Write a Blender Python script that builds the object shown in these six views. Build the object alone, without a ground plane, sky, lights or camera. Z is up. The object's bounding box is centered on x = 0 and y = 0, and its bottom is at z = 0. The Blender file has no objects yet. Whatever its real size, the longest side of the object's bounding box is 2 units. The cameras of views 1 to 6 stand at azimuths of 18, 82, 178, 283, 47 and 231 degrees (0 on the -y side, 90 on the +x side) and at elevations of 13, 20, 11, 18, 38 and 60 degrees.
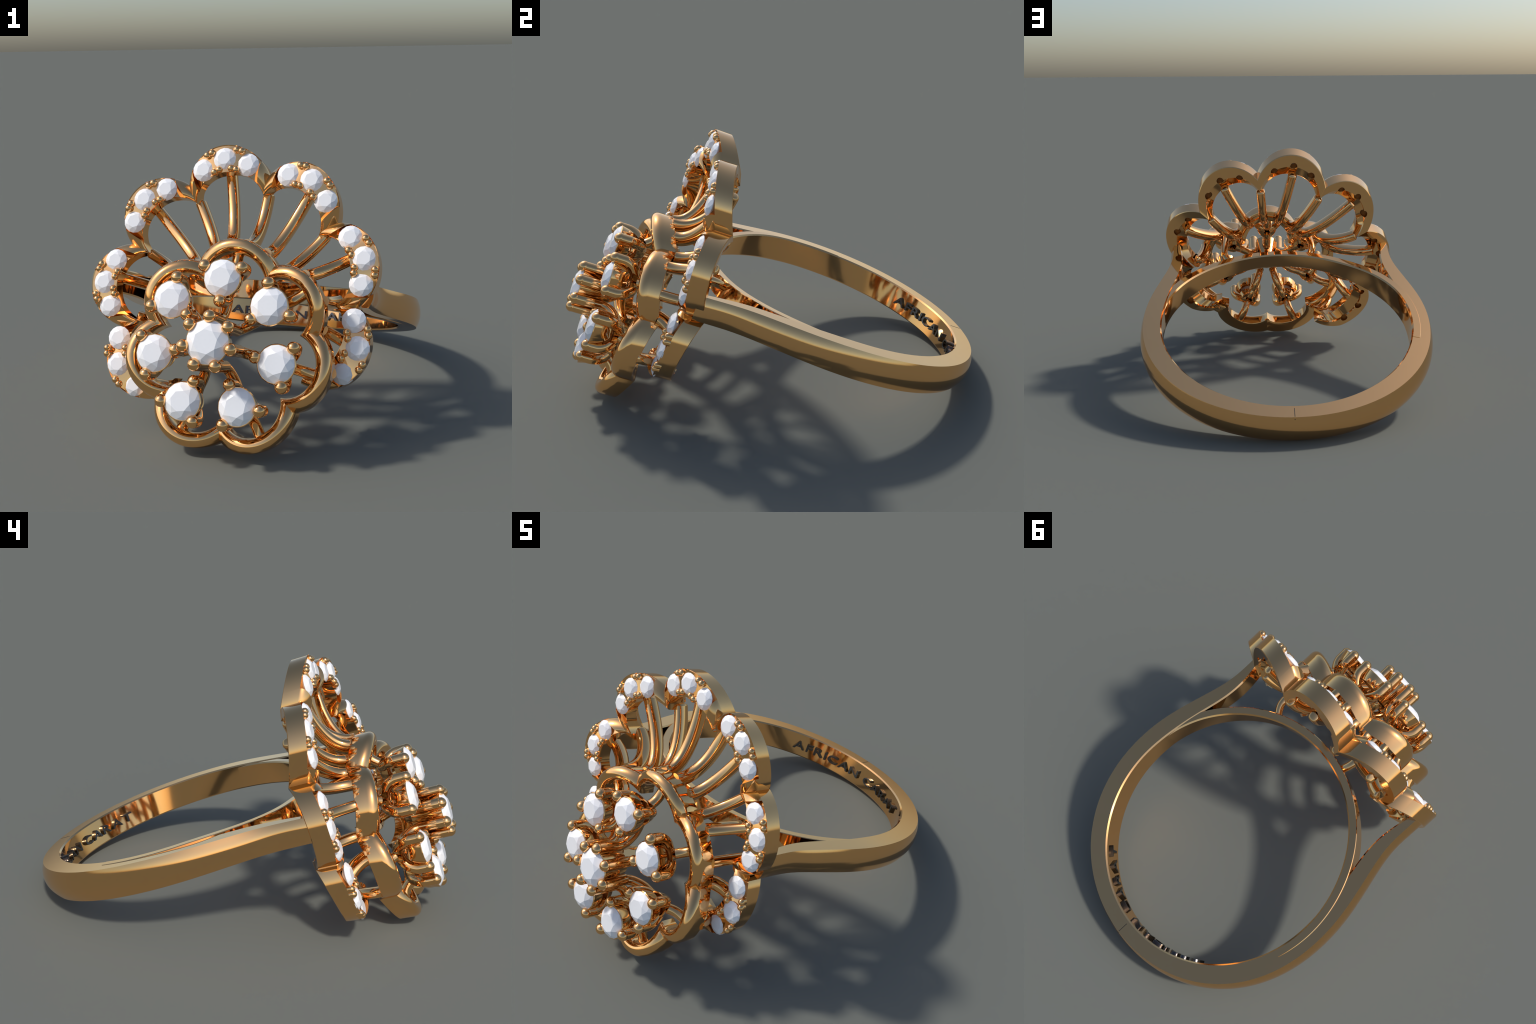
# A gold flower cocktail ring: tilted finger ring, scalloped outer fan of pave petals,
# inner seven-lobed flower with eight prong-set white stones, curved spokes and raised lettering.
import bpy, bmesh, math
import numpy as np
from mathutils import Matrix, Vector

# ------------------------------------------------------------------ frame
# ring frame: u = side, v = finger axis, w = from finger towards the flower
TILT, ROLL, YAW = (math.radians(d) for d in (21.83, -0.74, -0.31))

def ring_frame():
    x, a, f = Vector((1, 0, 0)), Vector((0, math.sin(TILT), math.cos(TILT))), Vector((0, -math.cos(TILT), math.sin(TILT)))
    a2, x2 = a * math.cos(ROLL) + x * math.sin(ROLL), x * math.cos(ROLL) - a * math.sin(ROLL)
    x3, f3 = x2 * math.cos(YAW) + f * math.sin(YAW), f * math.cos(YAW) - x2 * math.sin(YAW)
    return Matrix((x3, a2, f3)).transposed().to_4x4()

FRAME = ring_frame()

RING_C = -0.155          # finger hole centre on w
R_IN = 0.641             # finger hole radius
V_MID = 0.4200           # mid plane of the shank on v
OUTER_C = (0.0235, 0.384)  # centre of the outer petal fan (u, v)
INNER_C = (0.0753, 0.1443)  # centre of the inner flower (u, v)
INNER_PHASE = 0.58
SIDE = 0.004             # the finger hole sits a hair off the middle
FAN_MID, FAN_STEP = -7.7, 40.4
HALF = math.radians(FAN_STEP / 2)

# ------------------------------------------------------------------ materials
def principled(name, **kw):
    m = bpy.data.materials.new(name)
    m.use_nodes = True
    b = m.node_tree.nodes["Principled BSDF"]
    for k, val in kw.items():
        b.inputs[k].default_value = val
    return m, m.node_tree, b

def make_gold():
    m, nt, b = principled("polished_gold", Metallic=1.0)
    tc = nt.nodes.new("ShaderNodeTexCoord")
    no = nt.nodes.new("ShaderNodeTexNoise")
    no.inputs["Scale"].default_value = 9.0
    no.inputs["Detail"].default_value = 3.0
    nt.links.new(tc.outputs["Object"], no.inputs["Vector"])
    ra = nt.nodes.new("ShaderNodeValToRGB")
    ra.color_ramp.elements[0].color = (0.97, 0.545, 0.225, 1)
    ra.color_ramp.elements[1].color = (0.99, 0.565, 0.24, 1)
    nt.links.new(no.outputs["Fac"], ra.inputs["Fac"])
    nt.links.new(ra.outputs["Color"], b.inputs["Base Color"])
    ro = nt.nodes.new("ShaderNodeMapRange")
    ro.inputs["To Min"].default_value = 0.06
    ro.inputs["To Max"].default_value = 0.08
    nt.links.new(no.outputs["Fac"], ro.inputs["Value"])
    nt.links.new(ro.outputs["Result"], b.inputs["Roughness"])
    return m

def make_stone():
    m, nt, b = principled("white_stone", Roughness=0.22)
    tc = nt.nodes.new("ShaderNodeTexCoord")
    no = nt.nodes.new("ShaderNodeTexNoise")
    no.inputs["Scale"].default_value = 6.0
    nt.links.new(tc.outputs["Object"], no.inputs["Vector"])
    ra = nt.nodes.new("ShaderNodeValToRGB")
    ra.color_ramp.elements[0].color = (0.88, 0.88, 0.89, 1)
    ra.color_ramp.elements[1].color = (0.92, 0.92, 0.93, 1)
    nt.links.new(no.outputs["Fac"], ra.inputs["Fac"])
    nt.links.new(ra.outputs["Color"], b.inputs["Base Color"])
    return m

def make_dark(name, col, rough, metal):
    m, nt, b = principled(name, Roughness=rough, Metallic=metal)
    tc = nt.nodes.new("ShaderNodeTexCoord")
    no = nt.nodes.new("ShaderNodeTexNoise")
    no.inputs["Scale"].default_value = 30.0
    nt.links.new(tc.outputs["Object"], no.inputs["Vector"])
    ra = nt.nodes.new("ShaderNodeValToRGB")
    ra.color_ramp.elements[0].color = tuple(c * 0.92 for c in col) + (1,)
    ra.color_ramp.elements[1].color = tuple(c * 1.08 for c in col) + (1,)
    nt.links.new(no.outputs["Fac"], ra.inputs["Fac"])
    nt.links.new(ra.outputs["Color"], b.inputs["Base Color"])
    return m

GOLD = make_gold()
STONE = make_stone()
INK = make_dark("blackened_metal", (0.12, 0.12, 0.125), 0.25, 1.0)
SEAM = make_dark("seam_dark", (0.02, 0.017, 0.012), 0.7, 0.0)  # own dark colour of the thin joint line at the shank's back

# ------------------------------------------------------------------ helpers
ROOT = bpy.data.objects.new("flower_ring", None)
bpy.context.scene.collection.objects.link(ROOT)
ROOT["label"] = "tilted gold flower ring with white prong-set and pave stones"
ROOT["category"] = "ring"

def make_mesh(name, verts, faces, mat, sharp=35):
    me = bpy.data.meshes.new(name)
    me.from_pydata([tuple(map(float, p)) for p in verts], [], faces)
    bm = bmesh.new()
    bm.from_mesh(me)
    bmesh.ops.remove_doubles(bm, verts=bm.verts, dist=1e-5)
    bmesh.ops.dissolve_degenerate(bm, edges=bm.edges, dist=1e-6)
    bmesh.ops.recalc_face_normals(bm, faces=bm.faces)
    for f in bm.faces:
        f.smooth = sharp > 0
    lim = math.radians(sharp)
    for e in bm.edges:
        if len(e.link_faces) == 2 and e.calc_face_angle(0) > lim:
            e.smooth = False
    bm.to_mesh(me)
    bm.free()
    me.materials.append(mat)
    return me

def place(name, me, matrix=Matrix.Identity(4), parent=None, kind=None):
    """matrix is in the ring frame (u, v, w)"""
    ob = bpy.data.objects.new(name, me)
    bpy.context.scene.collection.objects.link(ob)
    ob.parent = parent or ROOT
    world = FRAME @ matrix
    if parent is not None:
        ob.matrix_parent_inverse = PW[parent.name].inverted()
    ob.matrix_basis = world
    PW[ob.name] = world
    if kind:
        ob["kind"] = kind
    return ob

PW = {}

def sweep(sections, closed=False, caps=True):
    """sections: list of equal length closed outlines -> verts, faces"""
    n, k = len(sections), len(sections[0])
    verts = [p for s in sections for p in s]
    faces = []
    for i in range(n if closed else n - 1):
        j = (i + 1) % n
        for a in range(k):
            b = (a + 1) % k
            faces.append((i * k + a, i * k + b, j * k + b, j * k + a))
    if caps and not closed:
        faces.append(tuple(range(k)))
        faces.append(tuple((n - 1) * k + a for a in range(k)))
    return verts, faces

def spline(points, n):
    """Catmull-Rom through points, n samples"""
    P = np.array(points, float)
    P = np.vstack([2 * P[0] - P[1], P, 2 * P[-1] - P[-2]])
    out = []
    for t in np.linspace(0, len(P) - 3, n):
        i = min(int(t), len(P) - 4)
        f = t - i
        a, b, c, d = P[i:i + 4]
        out.append(0.5 * (2 * b + (c - a) * f + (2 * a - 5 * b + 4 * c - d) * f * f + (3 * b - a - 3 * c + d) * f ** 3))
    return np.array(out)

def tube(path, rx, ry=None, side_hint=(0, 0, 1), n=16, tip=0.0, power=2.0):
    """rod along path; rx across, ry along the hint; tip = rounded start"""
    P = np.array(path, float)
    ry = ry or rx
    T = np.gradient(P, axis=0)
    T /= np.linalg.norm(T, axis=1)[:, None]
    hint = np.array(side_hint, float)
    secs = []
    prev = None
    for p, t in zip(P, T):
        h = hint if prev is None else prev
        y = h - t * (h @ t)
        y /= np.linalg.norm(y)
        prev = y
        x = np.cross(y, t)
        sec = []
        for a in np.linspace(0, 2 * math.pi, n, endpoint=False):
            c, s = math.cos(a), math.sin(a)
            e = 2.0 / power
            sec.append(p + x * rx * math.copysign(abs(c) ** e, c) + y * ry * math.copysign(abs(s) ** e, s))
        secs.append(sec)
    return secs

def uv_point(c, r, deg):
    a = math.radians(deg)
    return np.array([c[0] + r * math.sin(a), c[1] + r * math.cos(a)])

def fan_matrix(c, deg, w=0.0):
    """local x across, y radial, z = w"""
    a = math.radians(deg)
    return Matrix(((math.cos(a), math.sin(a), 0, c[0]), (-math.sin(a), math.cos(a), 0, c[1]), (0, 0, 1, w), (0, 0, 0, 1)))

# ------------------------------------------------------------------ shank
# the hoop is set a touch askew to the flower
HOOP = Matrix.Translation((-.0035, .006, 0)) @ Matrix.Rotation(math.radians(-.48), 4, "Z")
BRIDGE_C = RING_C + .012

def build_shank():
    outer = [(0, -.872), (.27, -.828), (.527, -.674), (.687, -.424), (.731, -.190), (.732, -.07), (.716, .05), (.681, .18), (.648, .30), (.622, .40), (.614, .50), (.622, .625)]
    inner = [(0, -.796), (.246, -.747), (.463, -.598), (.594, -.396), (.640, -.19), (.6345, -.065), (.622, .05), (.598, .175), (.570, .29), (.556, .39), (.560, .50), (.588, .615)]
    bulge = [.024, .024, .023, .020, .016, .015, .016, .016, .016, .017, .019, .020]
    half = [.0715, .0715, .0715, .071, .070, .069, .067, .064, .062, .060, .058, .057]
    mids = [0, 0, 0, 0, 0, 0, -.001, -.003, -.004, -.005, -.006, -.006]
    N = 230
    mir = lambda L: [(-x, y) for x, y in L[:0:-1]] + L
    O = spline(mir(outer), N)
    I = spline(mir(inner), N)
    B, H, C = (spline([(b, 0) for b in L[:0:-1] + L], N)[:, 0] for L in (bulge, half, mids))
    def ease(A, sigma=9.0):
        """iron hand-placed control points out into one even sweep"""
        k = np.exp(-.5 * (np.arange(-27, 28) / sigma) ** 2)
        k /= k.sum()
        pad = np.concatenate([2 * A[0] - A[27:0:-1], A, 2 * A[-1] - A[-2:-29:-1]])
        return np.stack([np.convolve(pad[:, c], k, "valid") for c in range(A.shape[1])], 1)
    def ease_round(P):
        """ease in polar form so the hoop keeps its size"""
        x, y = P[:, 0], P[:, 1] - RING_C
        ang = np.unwrap(np.arctan2(x, -y))
        q = ease(np.stack([ang, np.hypot(x, y)], 1), 7.0)
        return np.stack([q[:, 1] * np.sin(q[:, 0]), RING_C - q[:, 1] * np.cos(q[:, 0])], 1)
    O, I = ease_round(O), ease_round(I)
    B, H, C = (ease(a[:, None])[:, 0] for a in (B, H, C))
    ch = 0.007
    secs = []
    for o, i, b, h, c in zip(O, I, B, H, C):
        d = (o - i) / np.linalg.norm(o - i)
        pts = [(i + d * ch, -h), (i, -h + ch), (i, h - ch), (i + d * ch, h)]
        m = 14
        for k in range(m + 1):
            y = 1 - 2 * k / m
            # flat sides, crisp edge, domed outer face
            pts.append((o + d * b * (1 - y * y), h * y))
        secs.append([(q[0] + (SIDE if n < 4 else .004), V_MID + c + vv, q[1]) for n, (q, vv) in enumerate(pts)])
    v, f = sweep(secs)
    place("shank", make_mesh("shank", v, f, GOLD, 25), HOOP)

def build_bridge():
    secs = []
    for d in np.linspace(75, 285, 150):
        a = math.radians(d)
        away = abs(180 - d)
        k = min(1, max(0, (away - 25) / 48.0))
        k = k * k * (3 - 2 * k)
        top = .466 + k * ((.4982 if d > 180 else .486) - .466)
        kb = min(1, max(0, (away - 8) / 45.0))
        bot = .378 + kb * kb * (3 - 2 * kb) * (.356 - .378)
        s, c = math.sin(a), -math.cos(a)
        ri, ro, ch = R_IN + .0035, .688, .007
        prof = [(ri + ch, bot), (ri, bot + ch), (ri, top - ch), (ri + ch, top), (ro - .003, top), (ro, top - .003), (ro, bot + .003), (ro - .003, bot)]
        secs.append([(r * s + SIDE, vv - .006, BRIDGE_C + r * c) for r, vv in prof])
    v, f = sweep(secs)
    place("finger_bridge", make_mesh("finger_bridge", v, f, GOLD, 25), HOOP)

def build_seam():
    w = .0016
    secs = []
    for r, vv in ((.662, V_MID + .072), (.717, V_MID + .072), (.7285, V_MID + .062), (.726, V_MID + .058), (.714, V_MID + .068), (.662, V_MID + .068)):
        secs.append((r, vv))
    outline = [[(x, vv, RING_C - r) for r, vv in secs] for x in (-w, w)]
    v, f = sweep(outline)
    place("solder_seam", make_mesh("solder_seam", v, f, SEAM, 0), HOOP)

# ------------------------------------------------------------------ outer petals
P_OUT_C, P_OUT_R = 0.470, 0.200
P_IN_C, P_IN_A, P_IN_B, P_IN_E = 0.400, 0.160, 0.144, 2.2
W_BACK, W_EDGE, W_SEAT, W_CROWN = .620, .703, .6985, .735
TIP_R = .670            # fan radius at a petal tip; the band dips back towards the cusps
DIP = .60

def dip(o, free=False):
    """how far the band has fallen back at outline point o"""
    if math.atan2(abs(o[0]), o[1]) < HALF + .02:
        fall = max(0.0, TIP_R - math.hypot(*o))
    else:
        fall = TIP_R - .5575
    return -DIP * (min(fall, .034) if free else fall)

BACK_SLOPE = .30        # the back leans further away towards the opening

SEAT_T = 0.745

def on_outer(phi):
    return np.array([P_OUT_R * math.sin(phi), P_OUT_C + P_OUT_R * math.cos(phi)])

def on_inner(psi):
    s, c = math.sin(psi), math.cos(psi)
    e = 2 / P_IN_E
    return np.array([P_IN_A * math.copysign(abs(s) ** e, s), P_IN_C + P_IN_B * math.copysign(abs(c) ** e, c)])

def to_bisector(fn):
    lo, hi = 0.3, 2.2
    for _ in range(60):
        mid = (lo + hi) / 2
        x, y = fn(mid)
        if math.atan2(x, y) < HALF:
            lo = mid
        else:
            hi = mid
    return lo

PHI_C, PSI_C = to_bisector(on_outer), to_bisector(on_inner)

def petal_section(o, i, seat, dome, free=False):
    d = i - o
    width = np.linalg.norm(d)
    d /= width
    thick = min(1.0, max(0.0, (width - .088) / .022))     # 1 in the pave middle, 0 in the legs
    leg = min(0.064, width - .006)
    d0 = dip(o, free)
    front = [(0, W_EDGE)]
    if seat:
        front += [(.004 + (width - .006) * k / 16, W_SEAT + .001) for k in range(17)]
    else:
        # domed crown running over the band
        for k in range(17):
            s = math.pi * (k + .5) / 17.5
            front.append((width * (1 - math.cos(s)) / 2, W_EDGE + (W_CROWN - W_EDGE) * math.sin(s) * dome))
    front.append((width, W_SEAT - .002))
    at = lambda r: o + d * r
    back_w = lambda r: W_BACK + d0 - BACK_SLOPE * r
    pts = [(*at(0), back_w(0) + .004)] + [(*at(r), w + d0) for r, w in front]
    # cone-shaped back with a scooped recess behind the stones
    inner_w = back_w(width) * (1 - thick) + (.632 + d0) * thick
    wall_w = back_w(leg) * (1 - thick) + (.612 + d0) * thick
    pts += [(*at(width), inner_w + .002), (*at(width - .002), inner_w), (*at(leg + .004), wall_w + .001)]
    pts += [(*at(leg), back_w(leg)), (*at(.004), back_w(0))]
    return pts

def lean(t, end_side):
    """the last petals lean back towards their free end"""
    return {-1: -.036, 0: 0.0, 1: -.010}[end_side] * (1 + end_side * t) / 2

def petal_mesh(name, end_side=0):
    """end_side -1/+1: that leg runs on freely instead of meeting a neighbour"""
    lo, hi = -SEAT_T - .17 * end_side, SEAT_T - .17 * end_side      # span of the pave seat
    ts = sorted(set(np.round(np.linspace(-1, 1, 81), 4).tolist() + [lo, hi]))
    secs = []
    def sec(t, seat):
        o, i = on_outer(t * PHI_C), on_inner(t * PSI_C)
        z = lean(t, end_side)
        return [(x, y, w + z) for x, y, w in petal_section(o, i, seat, 1.0, t * end_side > 0)]
    for t in ts:
        if t == lo:
            secs += [sec(t, False), sec(t, True)]
        elif t == hi:
            secs += [sec(t, True), sec(t, False)]
        else:
            secs.append(sec(t, lo < t < hi))
    if end_side:
        extra = []
        o0, i0 = on_outer(PHI_C), on_inner(PSI_C)
        for k in range(1, 15):
            phi = PHI_C + math.radians(17) * k / 14
            o = on_outer(phi)
            i = np.array([.147 * math.sin(phi), P_OUT_C + .147 * math.cos(phi)])
            # blend the inner edge over from the crescent to the free leg
            b = min(1, k / 5.0)
            p0 = i0 + (o - o0) * .8
            i = p0 * (1 - b) + i * b
            z = lean(end_side * (1 + k * .03), end_side)
            extra.append([(x, y, w + z) for x, y, w in petal_section(o, i, False, 1.0, True)])
        if end_side < 0:
            extra = [[(-x, y, w) for x, y, w in s] for s in extra]
            secs = extra[::-1] + secs
        else:
            secs = secs + extra
    v, f = sweep(secs)
    return make_mesh(name, v, f, GOLD, 20)

def drill(me, centres, r, w0, w1):
    """cut round stone seats and back holes through the band"""
    ob = bpy.data.objects.new("tmp", me)
    bpy.context.scene.collection.objects.link(ob)
    bm = bmesh.new()
    for (x, y) in centres:
        bmesh.ops.create_cone(bm, cap_ends=True, segments=28, radius1=r, radius2=r, depth=w1 - w0,
                              matrix=Matrix.Translation((x, y, (w0 + w1) / 2)))
    cm = bpy.data.meshes.new("cut")
    bm.to_mesh(cm)
    bm.free()
    cm.materials.append(GOLD)
    co = bpy.data.objects.new("tmpcut", cm)
    bpy.context.scene.collection.objects.link(co)
    mod = ob.modifiers.new("b", "BOOLEAN")
    mod.operation, mod.solver, mod.object = "DIFFERENCE", "EXACT", co
    dg = bpy.context.evaluated_depsgraph_get()
    res = bpy.data.meshes.new_from_object(ob.evaluated_get(dg))
    bpy.data.objects.remove(ob)
    bpy.data.objects.remove(co)
    bm = bmesh.new()
    bm.from_mesh(res)
    for f in bm.faces:
        f.smooth = True
    for e in bm.edges:
        e.smooth = not (len(e.link_faces) == 2 and e.calc_face_angle(0) > math.radians(20))
    bm.to_mesh(res)
    bm.free()
    return res

# brilliant cut: table, star and kite facets, girdle, pavilion (unit girdle radius)
def brilliant_mesh(name):
    V, F = [], []
    tab = [(.56 * math.cos(a), .56 * math.sin(a), .33) for a in np.arange(8) * math.pi / 4]
    mid = [(.80 * math.cos(a), .80 * math.sin(a), .205) for a in (np.arange(8) + .5) * math.pi / 4]
    gt = [(math.cos(a), math.sin(a), .02) for a in np.arange(16) * math.pi / 8]
    gb = [(x, y, -.03) for x, y, z in gt]
    V = tab + mid + gt + gb + [(0, 0, -.62)]
    F.append(tuple(range(8)))
    for k in range(8):
        n = (k + 1) % 8
        F.append((k, 8 + k, n))
        g0, g1, g2 = 16 + 2 * k, 16 + 2 * k + 1, 16 + (2 * k + 2) % 16
        F.append((8 + k, g0, g1))
        F.append((8 + k, g1, g2))
        F.append((k, 8 + (k - 1) % 8, g0))
        F.append((k, g0, 8 + k))
    for k in range(16):
        n = (k + 1) % 16
        F.append((16 + k, 32 + k, 32 + n, 16 + n))
        F.append((32 + k, 48, 32 + n))
    return make_mesh(name, V, F, STONE, 0)

def ball_mesh(name, r, length=0.0):
    """ball-topped pin pointing along +z, top of ball at z = r"""
    secs = []
    rings, n = 10, 20
    V = [(0, 0, r)]
    F = []
    prof = [(r * math.sin(math.pi * k / 2 / rings), r * math.cos(math.pi * k / 2 / rings)) for k in range(1, rings + 1)]
    prof += [(r * .97, -r * .35), (r * .95, -max(length, r))]
    for pr, pz in prof:
        V += [(pr * math.cos(a), pr * math.sin(a), pz) for a in np.linspace(0, 2 * math.pi, n, endpoint=False)]
    for a in range(n):
        F.append((0, 1 + a, 1 + (a + 1) % n))
    for k in range(len(prof) - 1):
        for a in range(n):
            b = (a + 1) % n
            F.append((1 + k * n + a, 1 + (k + 1) * n + a, 1 + (k + 1) * n + b, 1 + k * n + b))
    F.append(tuple(1 + (len(prof) - 1) * n + a for a in range(n)))
    return make_mesh(name, V, F, GOLD, 60)

BRILLIANT = brilliant_mesh("brilliant_stone")
BEAD = ball_mesh("pave_bead", .0166, .010)
PROW_C, PROW_R, PROW_STEP = .450, .158, 41.0     # row of pave stones inside a petal

def prow(deg, off=0.0, lift=0.0):
    off += lift
    a = math.radians(deg)
    return (PROW_R + off) * math.sin(a), PROW_C + (PROW_R + off) * math.cos(a)

def stone_w(s, shift):
    return .696 - .0095 * min(1.0, abs(s) ** 1.5) + lean((s * PROW_STEP + shift) / math.degrees(PHI_C), -1 if shift > 0 else (1 if shift else 0))

def build_petals():
    meshes = {}
    for k in range(-3, 4):
        shift = {-3: 15.0, 3: -15.0}.get(k, 0.0)      # stones of the last petals sit nearer the fan
        key = 0 if abs(k) < 3 else (1 if k > 0 else -1)
        if key not in meshes:
            me = petal_mesh("petal", key)
            lift = .011 if shift else 0.0
            holes = [prow(s * PROW_STEP + shift, 0, lift) for s in (-1, 0, 1)]
            meshes[key] = drill(me, holes, .0200, .50, .683)
        M = fan_matrix(OUTER_C, FAN_MID + k * FAN_STEP)
        petal = place("petal", meshes[key], M)
        for s in (-1, 0, 1):
            x, y = prow(s * PROW_STEP + shift, 0, .011 if shift else 0)
            Ms = M @ Matrix.Translation((x, y, stone_w(s, shift))) @ Matrix.Rotation(0.4 + 1.1 * s + k, 4, "Z") @ Matrix.Diagonal((.0525, .0525, .0525, 1))
            place("pave_stone", BRILLIANT, Ms, petal)
        for g in (-.5, .5):
            for off in (.0425, -.045):
                for e in (-1, 1):
                    spread = math.degrees(.0122 / (PROW_R + off)) * e
                    x, y = prow(g * PROW_STEP + shift + spread, off, .011 if shift else 0)
                    place("pave_bead", BEAD, M @ Matrix.Translation((x, y, stone_w(g, shift) + .006)), petal)

# ------------------------------------------------------------------ inner flower rim
L_C, L_R, L_IN = .260, .200, .134
L_HALF = math.pi / 7

def lobe_point(rad, deg):
    deg = deg - INNER_PHASE
    """point of the lobed outline of arc radius rad, in direction deg round the flower"""
    d = (deg + 180 / 7) % (360 / 7) - 180 / 7
    a = math.radians(d)
    r = L_C * math.cos(a) + math.sqrt(max(1e-6, rad ** 2 - (L_C * math.sin(a)) ** 2))
    return uv_point(INNER_C, r, deg + INNER_PHASE)

def build_rim():
    secs = []
    for lobe in range(7):
        base = lobe * 360 / 7 + INNER_PHASE
        n = 28
        for k in range(n):
            t = -1 + 2 * k / n
            d = base + t * 180 / 7
            # even spacing along the arc of each lobe
            o, i = lobe_point(L_R, d), lobe_point(L_IN, d)
            prof = []
            fall = -.75 * (.460 - np.linalg.norm(o - np.array(INNER_C)))
            back, shoulder, crest = .762 + fall, .823 + fall, .864 + fall
            prof += [(0, back + .003), (0, shoulder)]
            for q in range(1, 12):
                s = math.pi * q / 12
                prof.append(((1 - math.cos(s)) / 2, shoulder + (crest - shoulder) * math.sin(s) ** .8))
            prof += [(1, shoulder - .006), (1, back + .003), (.94, back), (.06, back)]
            secs.append([(*(o + (i - o) * r), w) for r, w in prof])
    v, f = sweep(secs, closed=True)
    place("flower_rim", make_mesh("flower_rim", v, f, GOLD, 38))

# ------------------------------------------------------------------ spokes
def build_spokes():
    inner_step = [0, 11, 22.8, 36, 49.5, 68, 81.5]
    outer_step = [0, 20.2, 40.6, 61.0, 77.5, 97.8, 117.0]
    plan = []
    for j in range(-6, 7):
        a_out = FAN_MID + math.copysign(outer_step[abs(j)], j)
        cusp = j % 2 != 0
        r_out = .474 if cusp else (.540 if abs(j) == 6 else .558)
        a_in = -7.5 + math.copysign(inner_step[abs(j)], j)
        w0 = {3: .570, 4: .606, 5: .590, 6: .640}.get(abs(j), .566 if cusp else .594)
        plan.append((a_out, r_out, a_in, w0, {3: 1.12, 4: 1.3, 5: 1.3, 6: 1.3}.get(abs(j), .95)))
    for s in (-1, 1):       # last pair closes the free ends of the fan on the rim
        a = math.radians(88)
        x, y = .172 * math.sin(a), P_OUT_C + .172 * math.cos(a)
        plan.append((FAN_MID + s * (3 * FAN_STEP + math.degrees(math.atan2(x, y))), math.hypot(x, y), -7.5 + s * 108, .652, 1.2))
    for a_out, r_out, a_in, w0, bow in plan:
        p0 = uv_point(OUTER_C, r_out, a_out)
        p1 = lobe_point(L_R - .024, a_in)
        fall = -.75 * (.460 - np.linalg.norm(lobe_point(L_R, a_in) - np.array(INNER_C)))
        w1 = .768 + fall
        path = []
        for t in np.linspace(0, 1, 34):
            tau = (.5 - .5 * math.cos(math.pi * t)) * math.pi / 2
            q = p0 + (p1 - p0) * math.sin(tau) ** bow
            path.append((q[0], q[1], w0 + (w1 - w0) * (1 - max(0, math.cos(tau)) ** bow)))
        secs = tube(path, .025, .034, n=20, power=2.8)
        c0 = np.mean(secs[0], axis=0)
        out = np.array(path[0]) - np.array(path[1])
        out /= np.linalg.norm(out)
        lead = [[c0 + (np.array(q) - c0) * k + out * z for q in secs[0]] for k, z in ((.55, .012), (.82, .009), (.95, .005))]
        v, f = sweep(lead + secs)
        place("spoke", make_mesh("spoke", v, f, GOLD, 40))

def build_struts():
    """short posts tying the finger bridge to the back of the flower rim"""
    for ang in (-37, 39):
        q = uv_point(INNER_C, .402, ang)
        q0 = np.array((q[0] * .92, V_MID + .010))
        w0 = BRIDGE_C + math.sqrt(.678 ** 2 - q0[0] ** 2)
        m = q0 * .6 + q * .4 + np.array((math.copysign(.022, ang), .012))
        path = spline([(*q0, w0), (*m, w0 + .075), (*q, .70), (*q, .758)], 18)
        v, f = sweep(tube(path, .021, .021, side_hint=(0, 1, 0)))
        place("strut", make_mesh("strut", v, f, GOLD, 40))

# ------------------------------------------------------------------ stone heads
S_R = .268

def prong_path_small():
    return [(.093, .976), (.093, .950), (.091, .922), (.075, .892), (.045, .868), (.012, .858)]

def head_mesh(name, r_in, r_out, w0, w1, taper):
    secs = []
    for a in np.linspace(0, 2 * math.pi, 48, endpoint=False):
        prof = [(r_out, w1 - .003), (r_out - .003, w1), (r_in, w1), (r_in * taper, w0), (r_out * taper, w0), (r_out * (taper + 1) / 2, (w0 + w1) / 2 - .01)]
        secs.append([(r * math.cos(a), r * math.sin(a), w) for r, w in prof])
    v, f = sweep(secs, closed=True)
    return make_mesh(name, v, f, GOLD, 35)

def prong_mesh(name, profile, r):
    """ball-tipped bent prong lying in the local y-z plane, tip first"""
    P = [(0, y, z) for y, z in profile]
    path = spline(P, 26)
    secs = tube(path, r, r, side_hint=(1, 0, 0), n=16)
    # ball tip
    tip = np.array(P[0])
    caps = []
    for k in range(7, 0, -1):
        s = math.pi / 2 * k / 7
        rr, zz = r * 1.06 * math.cos(s), r * 1.06 * math.sin(s)
        ring = [tip + (np.array(q) - path[0]) / r * max(rr, 1e-4) + np.array((0, 0, zz)) for q in secs[0]]
        caps.append(ring)
    secs[0] = [tip + (np.array(q) - path[0]) * 1.06 for q in secs[0]]
    v, f = sweep(caps + secs)
    return make_mesh(name, v, f, GOLD, 60)

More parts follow.
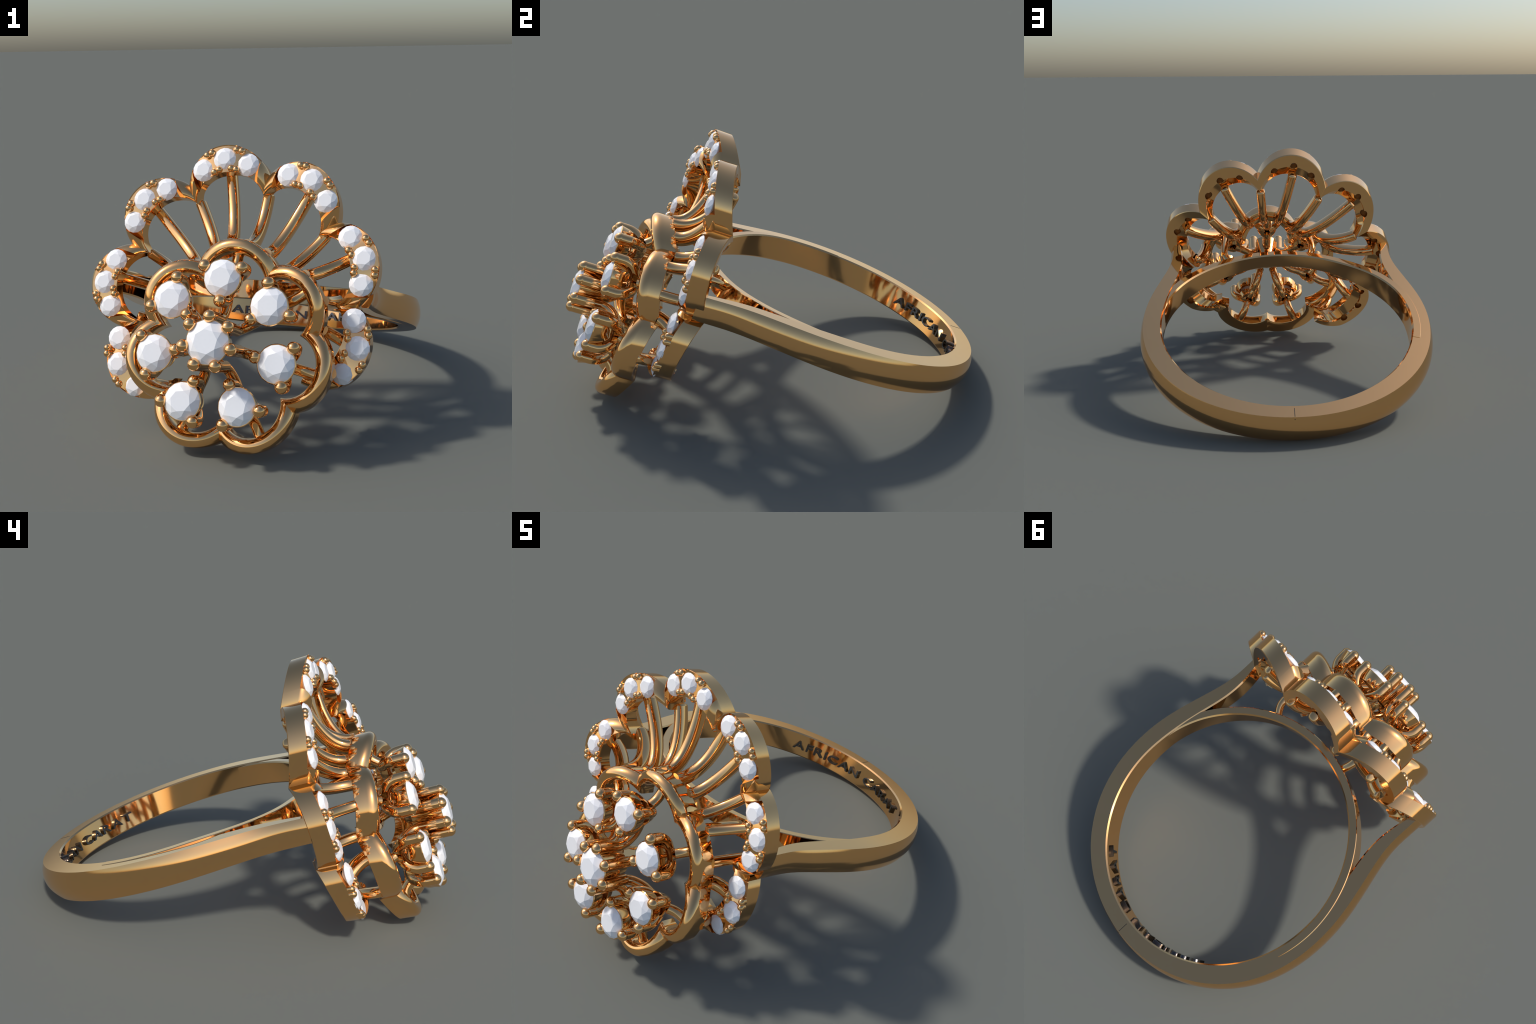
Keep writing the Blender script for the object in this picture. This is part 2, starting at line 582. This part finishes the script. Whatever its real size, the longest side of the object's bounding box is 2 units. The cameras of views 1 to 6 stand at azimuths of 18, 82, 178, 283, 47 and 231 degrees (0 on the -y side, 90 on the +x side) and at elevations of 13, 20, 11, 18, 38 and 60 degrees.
def build_heads():
    cup = head_mesh("setting_cup", .068, .081, .918, .978, .80)
    prong = prong_mesh("prong", prong_path_small(), .0255)
    base_v, base_f = [], []
    secs = []
    for a in np.linspace(0, 2 * math.pi, 32, endpoint=False):
        prof = [(.019, .846), (.043, .843), (.048, .849), (.060, .882), (.052, .886), (.019, .882)]
        secs.append([(r * math.cos(a), r * math.sin(a), w) for r, w in prof])
    v, f = sweep(secs, closed=True)
    base = make_mesh("setting_base", v, f, GOLD, 35)
    arm_path = spline([(0, .094, 1.02), (0, .096, .975), (0, .112, .925), (0, .155, .888), (0, .205, .874), (0, .238, .868)], 30)
    v, f = sweep(tube(arm_path, .023, .023, side_hint=(1, 0, 0)))
    arm = make_mesh("arm", v, f, GOLD, 40)
    stub_path = spline([(0, .285, .872), (0, .300, .846), (0, .330, .814), (0, .370, .797), (0, .420, .792)], 22)
    v, f = sweep(tube(stub_path, .024, .024, side_hint=(1, 0, 0)))
    stub = make_mesh("stem", v, f, GOLD, 40)
    cprong = prong_mesh("prong", [(.102, 1.080), (.102, 1.04), (.100, .99), (.098, .955)], .0255)
    for k in range(7):
        deg = k * 360 / 7 + INNER_PHASE
        M0 = fan_matrix(INNER_C, deg)
        M = M0 @ Matrix.Translation((0, S_R, 0))
        head = place("setting_cup", cup, M)
        place("setting_base", base, M, head)
        for j in range(3):
            place("prong", prong, M @ Matrix.Rotation(math.radians(180 + 120 * j), 4, "Z"), head)
        S = M @ Matrix.Translation((0, 0, .978)) @ Matrix.Rotation(math.radians(10 + 23 * k), 4, "Z") @ Matrix.Diagonal((.0765, .0765, .0765, 1))
        place("brilliant_stone", BRILLIANT, S, head)
        place("arm", arm, M0)
        place("stem", stub, M0)
    M = fan_matrix(INNER_C, 0)
    ccup = head_mesh("setting_cup", .074, .092, .925, 1.076, .60)
    head = place("setting_cup", ccup, M)
    for k in range(7):
        place("prong", cprong, fan_matrix(INNER_C, k * 360 / 7 + INNER_PHASE), head)
    place("brilliant_stone", BRILLIANT, M @ Matrix.Translation((0, 0, 1.0755)) @ Matrix.Rotation(.2, 4, "Z") @ Matrix.Diagonal((.089, .089, .089, 1)), head)

# ------------------------------------------------------------------ raised lettering inside the band
def build_lettering():
    text = "AFRICAN CARAT"
    size, wide, depth = .088, 1.22, .017
    glyphs, pen = [], 0.0
    for ch in text:
        if ch == " ":
            pen += size * .46
            continue
        cu = bpy.data.curves.new("letter", "FONT")
        cu.body, cu.size, cu.resolution_u, cu.offset = ch, size, 3, .0013
        cu.extrude = depth / 2
        ob = bpy.data.objects.new("letter", cu)
        bpy.context.scene.collection.objects.link(ob)
        dg = bpy.context.evaluated_depsgraph_get()
        me = bpy.data.meshes.new_from_object(ob.evaluated_get(dg))
        bpy.data.objects.remove(ob)
        co = np.array([v.co for v in me.vertices])
        x0, x1 = co[:, 0].min(), co[:, 0].max()
        co[:, 0] = (co[:, 0] - x0) * wide
        glyphs.append((me, co, pen))
        pen += (x1 - x0) * wide + size * .125
    total = pen - size * .125
    span = math.radians(79.0)
    for me, co, x in glyphs:
        for vert, (px, py, pz) in zip(me.vertices, co):
            ang = (-.5 + (x + px) / total) * span
            r = R_IN + .004 - (pz + depth / 2)
            vert.co = (r * math.sin(ang) + SIDE, V_MID - .0235 + py * (.047 / (size * .72)), RING_C - r * math.cos(ang))
        me.materials.clear()
        me.materials.append(INK)
        bm = bmesh.new()
        bm.from_mesh(me)
        bmesh.ops.recalc_face_normals(bm, faces=bm.faces)
        bm.to_mesh(me)
        bm.free()
        place("letter", me, HOOP)

build_shank()
build_bridge()
build_seam()
build_petals()
build_rim()
build_spokes()
build_struts()
build_heads()
build_lettering()
